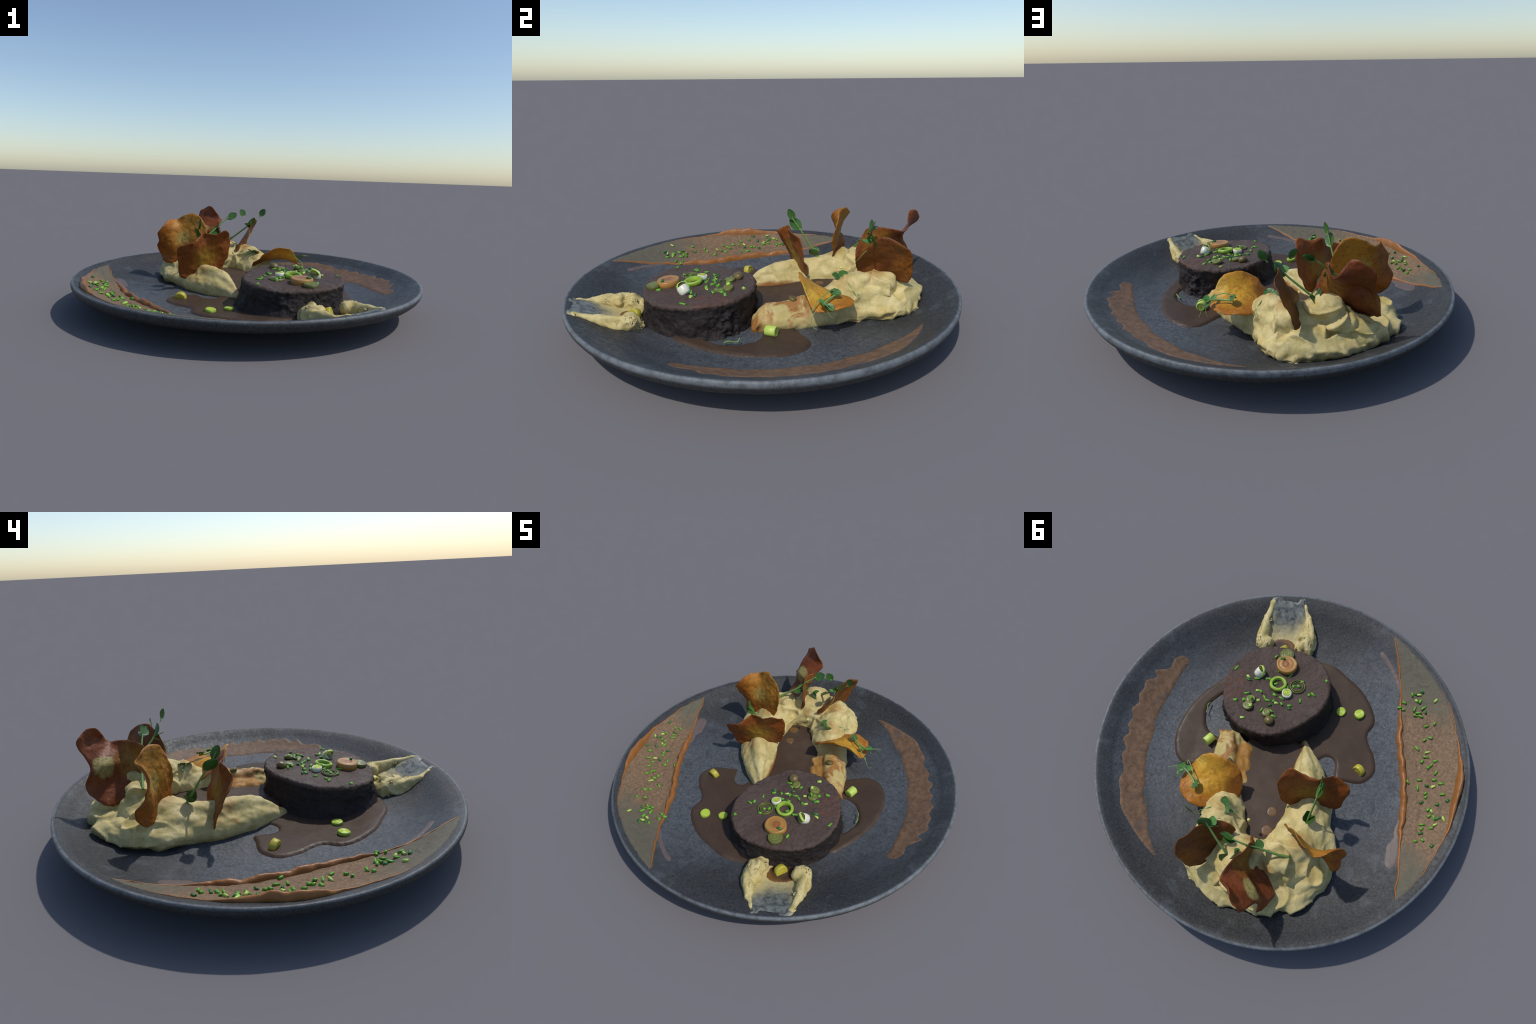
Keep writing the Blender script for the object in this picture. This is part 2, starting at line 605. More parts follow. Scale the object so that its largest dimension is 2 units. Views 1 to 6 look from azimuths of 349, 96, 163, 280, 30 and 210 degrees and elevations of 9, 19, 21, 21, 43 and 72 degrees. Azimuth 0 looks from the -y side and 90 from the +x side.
def build_smear():
    outline = np.vstack([resample(IN_L, .012, False), resample(OUT_L, .012, False)])
    jig = np.array([(.004 * n3(x, y, 0, 25), .004 * n3(x, y, 3, 25)) for x, y in outline])
    outline = outline + jig
    V, F, D = fill(outline, .0085)
    din, dout = seg_dist(V, IN_L), seg_dist(V, OUT_L)
    dcr = [seg_dist(V, c) for c in CRACKS]
    Z = []
    for i, (x, y) in enumerate(V):
        h = .004 * min(1, D[i] / .008) + .0022 * fbm(x, y, 0, 22, 3) * min(1, D[i] / .02)
        for d in dcr:
            if d[i] < .03:
                h += .0035 * math.exp(-(d[i] / .006) ** 2) - .002 * math.exp(-((d[i] - .012) / .007) ** 2)
        Z.append(plate_z(x, y) + (h if D[i] > 1e-5 else -.002))
    sm = link("paste_smear", mesh_from("paste_smear", np.c_[V, Z], F), mat_smear(), plate)
    ridge = mat_ridge()

    def lip(name, line, prof):
        """lumpy ridge of paste pushed up along an edge; prof(t) gives half width and height"""
        L = resample(line, .008, False)
        n = len(L)
        T = np.gradient(L, axis=0)
        T /= np.linalg.norm(T, axis=1)[:, None]
        Nn = np.c_[-T[:, 1], T[:, 0]]
        V, F, K = [], [], 13
        for i in range(n):
            x, y = L[i]
            w, h = prof(i / (n - 1), x, y)
            w *= 1 + .35 * n3(x, y, 0, 16)
            h *= 1 + .55 * n3(x, y, 5, 13) + .15 * n3(x, y, 5, 50)
            off = .006 * n3(x, y, 9, 18)
            for k in range(K):
                a = math.pi * k / (K - 1)
                q = L[i] + Nn[i] * (off + w * math.cos(a) * (1 - .2 * math.sin(a)))
                lean = .25 * h * n3(x, y, 2, 12)
                q = q + Nn[i] * lean * math.sin(a)
                V.append((q[0], q[1], plate_z(*q) - .003 + (h + .003) * math.sin(a) ** .8))
        for i in range(n - 1):
            for k in range(K - 1):
                a = i * K + k
                F.append((a, a + K, a + K + 1, a + 1))
        ob = link(name, mesh_from(name, V, F), ridge, plate)
        return ob

    def p_in(t, x, y):
        k = math.sin(math.pi * min(1, max(0, t))) ** .6
        thick = .45 + .9 * smoothstep(-.62, -.4, y) * (1 - smoothstep(.0, .2, y))
        return .003 + .011 * k * thick, .002 + .016 * k * thick

    def p_out(t, x, y):
        k = math.exp(-((y + .23) / .17) ** 2)
        e = math.sin(math.pi * min(1, max(0, t))) ** .5
        return .0015 + (.016 * k + .003) * e, .001 + (.034 * k + .003) * e

    lip("paste_ridge", IN_L[2:-2], p_in)
    out_mid = OUT_L[10:-22]
    lip("paste_ridge", out_mid - .004 * out_mid / np.linalg.norm(out_mid, axis=1)[:, None], p_out)
    pm = mat_pink()
    for o in ([(-.704, -.043), (-.706, .085), (-.717, .124), (-.705, .18), (-.717, .233), (-.735, .278), (-.769, .282), (-.79, .224), (-.745, .08)],
              [(-.215, -.835), (-.222, -.80), (-.25, -.79), (-.332, -.735), (-.393, -.675), (-.425, -.646), (-.413, -.699), (-.349, -.758), (-.261, -.82)]):
        puddle("paste_print", spline_closed(o, 8), .012, .0022, .01, plate_z, pm, plate)
    return sm


build_smear()

BR_OUT = [(.765, -.29), (.804, -.288), (.831, -.242), (.83, -.185), (.885, -.126), (.861, -.097), (.899, -.049), (.886, .0), (.89, .047), (.868, .085), (.878, .136), (.85, .18), (.848, .228), (.82, .265), (.828, .311), (.786, .35), (.785, .39), (.76, .424), (.725, .469), (.718, .52), (.682, .569), (.625, .645), (.561, .689), (.468, .735), (.401, .763), (.305, .79)]
BR_IN = [(.35, .757), (.427, .693), (.474, .634), (.521, .575), (.575, .521), (.597, .458), (.647, .379), (.685, .291), (.70, .225), (.732, .131), (.748, .045), (.752, -.049), (.757, -.158), (.76, -.205), (.752, -.26)]
puddle("brushed_gravy_stroke", spline_closed(BR_OUT + BR_IN, 5), .011, .0028, .008, plate_z, mat_brush(), plate, relief=lambda x, y, d: .0008 * n3(x, y, 0, 40) * min(1, d / .01))

gravy = mat_sauce()
LOBE_A = [(.2, -.60), (.092, -.637), (-.01, -.651), (-.105, -.624), (-.212, -.586), (-.294, -.528), (-.352, -.465), (-.369, -.415), (-.362, -.353), (-.388, -.304), (-.441, -.255), (-.481, -.191), (-.486, -.137), (-.458, -.081), (-.41, -.053), (-.36, -.04), (-.31, -.02), (-.292, -.051), (-.267, -.114), (-.225, -.13), (-.189, -.1), (-.178, -.055), (-.13, -.03), (-.02, -.06), (.1, -.2), (.15, -.45)]
LOBE_B = [(.45, .27), (.525, .257), (.573, .205), (.607, .136), (.622, .047), (.617, -.073), (.585, -.18), (.54, -.282), (.49, -.36), (.42, -.35), (.42, -.24), (.487, -.2), (.505, -.168), (.525, -.102), (.506, -.032), (.465, .022), (.407, .042), (.344, .036), (.25, .03), (.25, .12), (.37, .22)]
for o in (LOBE_A, LOBE_B):
    puddle("gravy_pool", spline_closed(o, 6), .011, .0105, .022, plate_z, gravy, plate, relief=lambda x, y, d: .0015 * n3(x, y, 0, 12) * min(1, d / .02))


def channel_z(x, y):
    return .103 + .027 * smoothstep(0, .42, y)


CHAN = [(.2, -.02), (.2, .1), (.15, .23), (.11, .32), (.06, .42), (-.03, .5), (-.15, .46), (-.22, .36), (-.18, .2), (-.12, .04), (-.1, -.1), (.05, -.1)]
puddle("gravy_pool", spline_closed(CHAN, 6), .012, .006, .03, channel_z, gravy, plate, relief=lambda x, y, d: .0012 * n3(x, y, 0, 14))


# -------------------------------------------------------------------- steak
S_C = (.185, -.29)
S_TOP = [(0, .29), (22, .288), (40, .293), (57, .298), (76, .288), (95, .277), (112, .272), (130, .252), (145, .246), (165, .252), (178, .268), (197, .288), (210, .30), (225, .308), (240, .312), (254, .305), (272, .288), (290, .284), (310, .293), (330, .296), (345, .292)]
S_BOT = [(0, .30), (20, .298), (45, .295), (60, .288), (78, .276), (96, .288), (113, .298), (135, .292), (157, .294), (176, .304), (194, .316), (215, .325), (233, .332), (252, .328), (276, .303), (307, .296), (338, .288)]


def polar(tab, deg):
    a = [t[0] for t in tab]
    r = [t[1] for t in tab]
    return float(np.interp(deg % 360, a + [a[0] + 360], r + [r[0]]))


def smooth_polar(tab, N):
    v = np.array([polar(tab, 360 * k / N) for k in range(N)])
    for _ in range(int(N / 40)):
        v = (np.roll(v, 1) + v + np.roll(v, -1)) / 3
    return v


def steak_top_z(x, y):
    return .240 + .0526 * y + .0045 * fbm(x, y, 0, 9, 3, 2.0)


def build_steak():
    N = 300
    rt, rb = smooth_polar(S_TOP, N), smooth_polar(S_BOT, N)
    rows = [("t", f) for f in np.linspace(.02, .96, 46)] + [("e", f) for f in (.975, .987, .995, 1.0)] + [("s", f) for f in np.linspace(.96, 0, 30)]
    V, F = [(S_C[0], S_C[1], steak_top_z(*S_C))], []
    for kind, f in rows:
        for k in range(N):
            a = 2 * math.pi * k / N
            ca, sa = math.cos(a), math.sin(a)
            if kind in "te":
                r = rt[k] * f * (1 + .012 * n3(ca, sa, 0, 12) * f + .012 * n3(ca, sa, 0, 30) * f)
                x, y = S_C[0] + r * ca, S_C[1] + r * sa
                z = steak_top_z(x, y) + .002 * n3(x, y, 0, 45) + .0016 * n3(x, y, 1, 90)
                red = math.exp(-((x - .42) ** 2 + (y + .2) ** 2) / .006)
                z += .004 * red * n3(x, y, 0, 50)
                z += .004 * smoothstep(.86, .95, f) * (.3 + n3(ca, sa, 2, 14)) + .006 * smoothstep(.9, .97, f) * n3(x, y, 2, 42)
                if kind == "e":
                    z -= .013 * ((f - .96) / .04) ** 2
            else:
                x0, y0 = S_C[0] + rt[k] * ca, S_C[1] + rt[k] * sa
                zt = steak_top_z(x0, y0) - .013 + .006 * n3(x0, y0, 2, 42)
                zb = plate_z(x0, y0) - .002
                r = rb[k] * (1 - f) + rt[k] * f
                r = r * (1 + .012 * n3(ca, sa, 0, 12) * f + .012 * n3(ca, sa, 0, 30) * f)
                z = zb + (zt - zb) * f
                r += -.006 * math.sin(math.pi * f) + .010 * (1 - f) ** 6
                px, py = S_C[0] + .3 * ca, S_C[1] + .3 * sa
                r += .013 * n3(px, py, z * .8, 10, 4.0) * math.sin(math.pi * min(1, f + .15)) + .007 * n3(px, py, z * .8, 26) + .004 * n3(px, py, z, 55) + .002 * n3(px, py, z, 110)
                chunk = math.exp(-(((math.degrees(a) - 36 + 180) % 360 - 180) / 17) ** 2) * (1 - smoothstep(.55, .9, f))
                r += chunk * (.008 + .026 * n3(ca * 3, sa * 3, z * 7, 3.5) + .012 * n3(ca * 3, sa * 3, z * 10, 9))
                x, y = S_C[0] + r * ca, S_C[1] + r * sa
            V.append((x, y, z))
    for k in range(N):
        F.append((0, 1 + k, 1 + (k + 1) % N))
    for i in range(len(rows) - 1):
        a, b = 1 + i * N, 1 + (i + 1) * N
        for k in range(N):
            F.append((a + k, b + k, b + (k + 1) % N, a + (k + 1) % N))
    a = 1 + (len(rows) - 1) * N
    F.append(tuple(a + k for k in range(N))[::-1])
    ob = link("beef_steak", mesh_from("beef_steak", V, F), mat_steak())
    return top(ob, "thick round dark braised beef steak glazed with gravy", "steak")


steak = build_steak()


# -------------------------------------------------------------------- mash
def unit_ball():
    bm = bmesh.new()
    bmesh.ops.create_uvsphere(bm, u_segments=22, v_segments=14, radius=1)
    bm.verts.ensure_lookup_table()
    V = np.array([tuple(v.co) for v in bm.verts])
    F = [tuple(v.index for v in f.verts) for f in bm.faces]
    bm.free()
    return V, F


BALL = unit_ball()


class Blobs:
    """overlapping ellipsoids that a voxel remesh fuses into one mass"""
    def __init__(self):
        self.v, self.f, self.n = [], [], 0

    def add(self, c, r, rot=0.0):
        V = BALL[0] * np.array(r)
        ca, sa = math.cos(rot), math.sin(rot)
        V = np.c_[V[:, 0] * ca - V[:, 1] * sa, V[:, 0] * sa + V[:, 1] * ca, V[:, 2]] + np.array(c)
        self.v.append(V)
        self.f += [tuple(i + self.n for i in f) for f in BALL[1]]
        self.n += len(V)

    def mesh(self, name):
        return mesh_from(name, np.vstack(self.v), self.f)


MASH_PATH = [(-.068, -.135, .022, .105), (-.11, -.07, .05, .15), (-.153, .0, .082, .202), (-.198, .08, .105, .218), (-.242, .16, .122, .208), (-.272, .25, .136, .214), (-.292, .34, .146, .228), (-.292, .43, .15, .25), (-.255, .515, .13, .268), (-.18, .56, .115, .262), (-.09, .59, .128, .295), (.0, .59, .13, .28), (.055, .55, .125, .27), (.1, .49, .118, .262), (.13, .42, .108, .24), (.165, .35, .1, .212), (.195, .28, .1, .195), (.23, .2, .1, .182), (.265, .12, .095, .18), (.295, .055, .075, .172), (.34, .015, .035, .12)]
MASH_SKIRT = [(.15, .46, .07, .16), (.15, .54, .08, .175), (.13, .62, .088, .175), (.085, .69, .092, .17), (.02, .73, .094, .17), (-.08, .745, .09, .17), (-.185, .73, .09, .175), (-.28, .685, .095, .175), (-.362, .605, .102, .178), (-.41, .5, .098, .178), (-.412, .4, .09, .172), (-.375, .3, .08, .155)]
MASH_LUMPS = [  # x, y, top, radius
    (-.245, .535, .305, .05), (-.07, .64, .325, .065), (.09, .5, .282, .05), (.07, .6, .27, .075), (-.43, .5, .175, .05), (-.43, .6, .14, .035), (-.13, .675, .265, .065), (-.22, .7, .215, .055), (.11, .43, .245, .045), (.02, .68, .225, .07), (.205, .075, .135, .05), (.175, .15, .138, .05), (.15, .22, .14, .045)]
MASH_LIPS = [(.13, .76, .095, .03), (.115, .785, .09, .02), (.06, .785, .1, .032), (.0, .80, .105, .03), (-.02, .815, .09, .02), (-.08, .805, .1, .028), (-.12, .815, .085, .018), (-.2, .79, .1, .035), (.175, .69, .115, .032), (.195, .69, .11, .02), (.2, .6, .125, .025), (-.39, .64, .11, .035), (-.3, .745, .1, .035), (.06, .76, .14, .024), (-.04, .775, .135, .026)]


def build_mash():
    bm = Blobs()
    P = spline_open(MASH_PATH, 5)
    for x, y, w, h in P:
        zb = plate_z(x, y)
        hh = h - zb
        k = .86 + .14 * smoothstep(.2, .42, y)          # arms rise to a ridge, the back is a full mound
        bm.add((x, y, zb + hh * .25 * k), (w, w, hh * .62 * k + hh * .13 * smoothstep(.2, .42, y)))
        if k < 1:
            bm.add((x, y, zb + hh * .4), (w * .58, w * .58, hh * .6))
    for x, y, w, h in spline_open(MASH_SKIRT, 6):
        zb = plate_z(x, y)
        w *= 1 + .18 * n3(x, y, 0, 14)
        h *= 1 + .12 * n3(x, y, 4, 11)
        bm.add((x, y, zb + (h - zb) * .45), (w, w, (h - zb) * .55))
    for x, y, t, r in MASH_LUMPS:
        bm.add((x, y, t - r * .85), (r * 1.4, r * 1.3, r * .85), x * 40)
    for x, y, t, r in MASH_LIPS:
        bm.add((x, y, t - r * .6), (r * 1.15, r, r * .6), rnd.random() * 3)
    # ragged tongue that hangs from the arm beside the steak
    for k in range(6):
        bm.add((.34 + .012 * k, .03 - .004 * k, .125 - .008 * k), (.016 - .0018 * k,) * 3)
    me = bm.mesh("mash")
    ob = link("celeriac_mash", me, mat_puree())
    md = ob.modifiers.new("r", "REMESH")
    md.mode = "VOXEL"
    md.voxel_size = .0065
    sm = ob.modifiers.new("s", "SMOOTH")
    sm.factor, sm.iterations = .5, 6
    apply_modifiers(ob)
    me = ob.data
    me.update()
    co = np.empty(len(me.vertices) * 3)
    me.vertices.foreach_get("co", co)
    co = co.reshape(-1, 3)
    nm = np.empty_like(co.ravel())
    me.vertices.foreach_get("normal", nm)
    nm = nm.reshape(-1, 3)
    for i in range(len(co)):
        x, y, z = co[i]
        back = smoothstep(.25, .5, y)
        wx, wy = x + .03 * n3(x, y, z, 7), y + .03 * n3(x, y, z, 7, 5.0)
        # soft lobes parted by creases, and spoon ridges that run round the mound
        lobe = abs(n3(wx, wy, z * 1.5, 6, 7.0)) ** .8 - .22
        crest = ridged(wx, wy, z * 2.2, 6.5, 4.0) ** 3
        d = .022 * (.12 + back) * lobe + .02 * back * crest + .01 * back * n3(wx, wy, z * 1.5, 12, 1.0) + .004 * n3(wx, wy, z * 1.5, 24, 2.0) + .002 * n3(x, y, z, 45) - .005
        arm = (1 - back) * (.005 * ridged(x * 1.3 + y * .5 + .05 * n3(x, y, z, 6), y * .4, z * .6, 15, 3.0) + .008 * n3(x, y * .7, z, 13, 8.0))
        d += arm
        if z < plate_z(x, y) + .03:
            d += .012 * back * n3(x, y, 0, 26, 9.0)
        co[i] += nm[i] * d
        pz = plate_z(co[i][0], co[i][1])
        if co[i][2] < pz - .004:
            co[i][2] = pz - .004
    me.vertices.foreach_set("co", co.ravel())
    me.update()
    return top(ob, "lumpy cream mash piled in a horseshoe with gravy stains", "mash"), me


mash, mash_me = build_mash()
# the wiped end of the mash at the other side of the steak
TAIL_L = [(.405, -.545, .026, .04), (.42, -.565, .032, .06), (.445, -.61, .034, .056), (.46, -.66, .03, .046), (.468, -.72, .024, .036), (.473, -.775, .015, .018), (.478, -.82, .01, .009), (.478, -.845, .005, .003)]
TAIL_R = [(.20, -.60, .036, .05), (.188, -.635, .048, .07), (.188, -.69, .046, .072), (.202, -.74, .038, .056), (.225, -.79, .028, .038), (.258, -.83, .017, .02), (.29, -.875, .01, .009), (.31, -.9, .005, .003)]


def build_tail():
    mat = bpy.data.materials["celeriac_mash"]
    for path in (TAIL_L, TAIL_R):
        bm = Blobs()
        for x, y, w, h in spline_open(path, 5):
            bm.add((x, y, plate_z(x, y) + h * .2), (w, w, h * .8))
        if path is TAIL_R:
            bm.add((.215, -.71, .13), (.045, .035, .03), .5)
            bm.add((.205, -.645, .128), (.035, .045, .032), -.4)
        else:
            bm.add((.41, -.585, .115), (.036, .045, .036))
        me = bm.mesh("mash_ridge")
        ob = link("mash_ridge", me, mat, mash)
        md = ob.modifiers.new("r", "REMESH")
        md.mode = "VOXEL"
        md.voxel_size = .005
        sm = ob.modifiers.new("s", "SMOOTH")
        sm.factor, sm.iterations = .5, 8
        apply_modifiers(ob)
        me = ob.data
        for v in me.vertices:
            x, y, z = v.co
            v.co += v.normal * (.014 * n3(x, y, z, 17, 2.0) + .012 * (ridged(x + y * .5, y * .6, z, 18) - .45) + .003 * n3(x, y, z, 45))
            v.co.z = max(v.co.z, plate_z(v.co.x, v.co.y) - .003)
        me.update()
    lines = [np.array(p)[:, :2] for p in (TAIL_L, TAIL_R)]

    def film_relief(x, y, d):
        q = np.array([[x, y]])
        near = min(float(seg_dist(q, l)[0]) for l in lines)
        up = .012 * math.exp(-near / .028) * smoothstep(-.9, -.7, y)
        return (up + .003 * n3(x, y, 0, 22) + .002 * n3(x, y, 0, 60)) * min(1, d / .012)

    film = [(.43, -.58), (.468, -.65), (.487, -.72), (.488, -.79), (.497, -.845), (.445, -.872), (.43, -.862), (.40, -.875), (.355, -.89), (.347, -.914), (.311, -.926), (.318, -.9), (.298, -.883), (.271, -.84), (.243, -.83), (.2, -.77), (.19, -.66), (.25, -.56), (.35, -.54)]
    puddle("mash_film", spline_closed(film, 6), .009, .0045, .008, plate_z, mat_film(), mash, relief=film_relief)
    stain = [(.4, -.575), (.395, -.62), (.37, -.655), (.33, -.675), (.285, -.68), (.25, -.66), (.24, -.6), (.3, -.53), (.37, -.53)]
    puddle("gravy_pool", spline_closed(stain, 6), .009, .008, .014, plate_z, mat_stain_sauce(), plate)


build_tail()

# ---------------------------------------------------------------- vegetable crisps
def tps(U, X, reg=1e-4):
    """smooth (thin plate) surface through 3D points X at flat positions U"""
    U, X = np.asarray(U, float), np.asarray(X, float)
    n = len(U)
    k = lambda r: np.where(r > 0, r * r * np.log(r + 1e-12), 0)
    K = k(np.linalg.norm(U[:, None] - U[None], axis=2)) + reg * np.eye(n)
    P = np.c_[np.ones(n), U]
    A = np.block([[K, P], [P.T, np.zeros((3, 3))]])
    w = np.linalg.solve(A, np.vstack([X, np.zeros((3, 3))]))
    return lambda Q: k(np.linalg.norm(Q[:, None] - U[None], axis=2)) @ w[:n] + np.c_[np.ones(len(Q)), Q] @ w[n:]


def build_chip(border, inner, mat, seed, thick=.007, back=None):
    U = [b[:2] for b in border] + [b[:2] for b in inner]
    X = [b[2:] for b in border] + [b[2:] for b in inner]
    f = tps(U, X)
    O = spline_closed([b[:2] for b in border], 10)
    O = O * (1 + .02 * np.array([n3(x, y, seed, 40) for x, y in O]))[:, None]
    V, F, D = fill(O, .0075)
    W = f(V)
    e = 1e-3
    nx = np.cross(f(V + [e, 0]) - W, f(V + [0, e]) - W)
    nx /= np.linalg.norm(nx, axis=1)[:, None]
    for i, (u, v) in enumerate(V):
        W[i] += nx[i] * (.008 * n3(u, v, seed, 12) + .003 * n3(u, v, seed, 40) + .013 * math.exp(-D[i] / .02) * n3(u, v, seed, 17) + .004 * math.exp(-D[i] / .01) * n3(u, v, seed, 36))
    # two skins with a rounded edge
    n = len(V)
    t = thick / 2 * np.sqrt(np.clip(D / .008, 0.06, 1))
    A, B = W + nx * t[:, None], W - nx * t[:, None]
    faces = [tuple(q) for q in F] + [tuple(q + n)[::-1] for q in F]
    ed = {}
    for a, b, c in F:
        for p, q in ((a, b), (b, c), (c, a)):
            ed[(p, q)] = 1
    for p, q in ed:
        if (q, p) not in ed:
            faces.append((q, p, p + n, q + n))
    ob = link("vegetable_crisp", mesh_from("vegetable_crisp", np.vstack([A, B]), faces), mat)
    if back:
        ob.data.materials.append(back)
        ob.data.polygons.foreach_set("material_index", [1 if i < len(F) else 0 for i in range(len(ob.data.polygons))])
    return top(ob, "thin curled golden brown fried root vegetable crisp", "crisp")


BROWN, MID, YEL, DARK = (.21, .056, .009), (.42, .14, .018), (.46, .26, .035), (.08, .02, .006)
PALE = (.46, .33, .08)
CHIP_A = ([(.05, -.12, .30, .21, .308), (.10, -.085, .345, .232, .255), (.145, -.04, .393, .282, .192), (.15, .04, .402, .345, .196), (.13, .09, .385, .41, .203), (.08, .135, .335, .455, .2), (.0, .145, .255, .466, .19), (-.07, .12, .185, .43, .18), (-.13, .06, .11, .375, .165), (-.17, -.01, .083, .30, .185), (-.15, -.09, .112, .23, .24), (-.09, -.13, .16, .202, .285), (-.02, -.135, .225, .2, .305)],
          [(0, 0, .264, .318, .228), (.07, .0, .325, .325, .218), (-.06, .0, .2, .31, .225), (0, -.07, .255, .255, .265), (0, .07, .26, .39, .212)])
CHIP_B = ([(.13, .15, -.115, .125, .422), (.175, .09, -.088, .193, .38), (.175, .0, -.088, .213, .29), (.12, -.12, -.138, .232, .155), (0, -.145, -.255, .187, .13), (-.14, -.14, -.388, .147, .138), (-.185, -.05, -.408, .105, .235), (-.2, .05, -.412, .065, .325), (-.11, .10, -.318, .05, .362), (-.01, .13, -.262, .12, .41), (.07, .125, -.185, .122, .402)],
          [(0, 0, -.237, .15, .265), (.09, .03, -.15, .175, .31), (-.09, -.02, -.325, .115, .25)])
CHIP_C = ([(.06, .165, -.309, .433, .507), (-.03, .14, -.405, .468, .462), (-.1, .12, -.462, .409, .46), (-.165, .045, -.527, .364, .382), (-.15, -.01, -.522, .395, .33), (-.165, -.06, -.53, .44, .285), (-.15, -.10, -.512, .448, .24), (-.1, -.175, -.471, .416, .178), (.03, -.14, -.337, .40, .20), (.11, -.12, -.262, .371, .215), (.165, .02, -.21, .376, .357), (.14, .13, -.237, .40, .462)],
          [(0, 0, -.364, .414, .347), (-.05, .08, -.415, .425, .42), (.07, .05, -.29, .395, .39), (-.08, -.06, -.45, .405, .28)])
CHIP_D = ([(.05, .19, -.14, .763, .534), (.11, .18, -.19, .808, .518), (.15, .12, -.23, .825, .472), (.125, .02, -.265, .755, .37), (.135, -.08, -.276, .79, .28), (.085, -.14, -.292, .75, .23), (.03, -.175, -.314, .688, .205), (-.03, -.18, -.29, .652, .19), (-.075, -.165, -.245, .615, .2), (-.115, -.145, -.198, .58, .225), (-.16, -.12, -.107, .503, .245), (-.155, .06, -.127, .535, .427), (-.07, .095, -.095, .625, .455), (.02, .09, -.076, .735, .447)],
          [(.02, 0, -.216, .702, .375), (-.03, .03, -.118, .665, .395), (-.09, 0, -.112, .57, .345), (-.03, -.05, -.165, .655, .325), (.08, .1, -.175, .765, .455), (.05, -.08, -.262, .735, .29), (.0, -.11, -.22, .675, .255)])
CHIP_E = ([(0, .145, .136, .612, .472), (.08, .125, .18, .685, .446), (.12, .08, .178, .73, .4), (.13, .02, .145, .745, .34), (.10, -.12, .1, .736, .228), (.0, -.12, .04, .64, .225), (-.1, -.11, .02, .52, .22), (-.155, -.03, .015, .483, .285), (-.125, .06, .085, .505, .365), (-.06, .12, .122, .565, .448)],
          [(0, 0, .1, .66, .335), (-.06, .03, .075, .575, .352), (.06, .03, .142, .708, .36)])
CHIPS = [
    build_chip(*CHIP_A, mat_chip("golden_crisp", [((.27, .30, .25), .05, .16, (.62, .33, .03), .9), ((.33, .25, .24), .01, .07, (.68, .44, .07), .8), ((.12, .27, .2), .02, .1, DARK, .6)], (.34, .11, .012), (.5, .2, .02), (.55, .33, .05), (.17, .05, .01)), 1.0),
    build_chip(*CHIP_B, mat_chip("brown_crisp", [((-.24, .15, .25), .02, .12, (.3, .18, .02), .8)], BROWN, (.27, .085, .02), YEL, DARK), 2.0),
    build_chip(*CHIP_C, mat_chip("amber_crisp", [((-.33, .42, .4), .05, .2, (.5, .24, .03), .8), ((-.37, .405, .345), .015, .06, PALE, .85)], BROWN, MID, YEL, DARK), 3.0),
    build_chip(*CHIP_D, mat_chip("russet_crisp", [((-.222, .70, .37), .042, .064, (.36, .3, .1), .95), ((-.11, .6, .36), .03, .12, YEL, .5)], (.15, .036, .012), (.26, .072, .018), YEL, (.06, .015, .008)), 4.0, back=mat_chip("russet_crisp_back", [((-.11, .6, .36), .03, .12, YEL, .4), ((-.27, .77, .3), .01, .08, (.3, .13, .02), .5)], (.13, .03, .01), (.24, .065, .015), YEL, (.055, .014, .008))),
    build_chip(*CHIP_E, mat_chip("umber_crisp", [((.15, .72, .33), .01, .1, MID, .6)], (.13, .042, .012), (.23, .08, .018), YEL, DARK), 5.0),
]

# ------------------------------------------------------------------ pea shoots
leaf_dark = mat_leaf("shoot_leaf", (.03, .09, .016), (.07, .18, .028))
leaf_lite = mat_leaf("shoot_leaf_pale", (.07, .22, .04), (.13, .32, .07))
stem_mat = mat_plain("shoot_stem", (.12, .24, .05), (.2, .33, .09), 30, .4, .1)


def blade(name, base, tip, width, up, cup, mat, parent, bend=.0):
    base, tip, up = Vector(base), Vector(tip), Vector(up)
    d = tip - base
    L = d.length
    d.normalize()
    side = d.cross(up).normalized()
    nrm = side.cross(d).normalized()
    NU, NV = 14, 8
    V, F = [], []
    for s in (1, -1):
        for i in range(NU + 1):
            t = i / NU
            w = 1.35 * width * (math.sin(math.pi * min(1, t * .93 + .03)) ** .75) * (1 - .12 * t)
            for j in range(NV + 1):
                v = j / NV * 2 - 1
                h = cup * width * v * v + bend * L * t * t + .06 * width * n3(t * 3, v, L * 50, 2)
                th = .0014 * (1 - v * v) ** .5 * math.sin(math.pi * min(1, max(.02, t))) ** .4
                V.append(base + d * L * t + side * w * v + nrm * (h + s * th))
    M = (NU + 1) * (NV + 1)
    for i in range(NU):
        for j in range(NV):
            a = i * (NV + 1) + j
            F.append((a, a + NV + 1, a + NV + 2, a + 1))
            F.append((a + M, a + M + 1, a + M + NV + 2, a + M + NV + 1))
    return link(name, mesh_from(name, V, F), mat, parent)


def shoot(stems, leaves):
    e = top(bpy.data.objects.new("pea_shoot", None), "small green pea shoot with slim stem and oval leaves", "herb")
    SC.objects.link(e)
    for pts, r0, r1 in stems:
        P = spline_open(pts, 8)
        V, F = tube(P, np.linspace(r0, r1, len(P)), 8)
        link("stem", mesh_from("stem", V, F), stem_mat, e)
    for base, tip, w, up, cup, pale in leaves:
        blade("leaf", base, tip, w, up, cup, leaf_lite if pale else leaf_dark, e, rnd.uniform(-.1, .12))
    return e


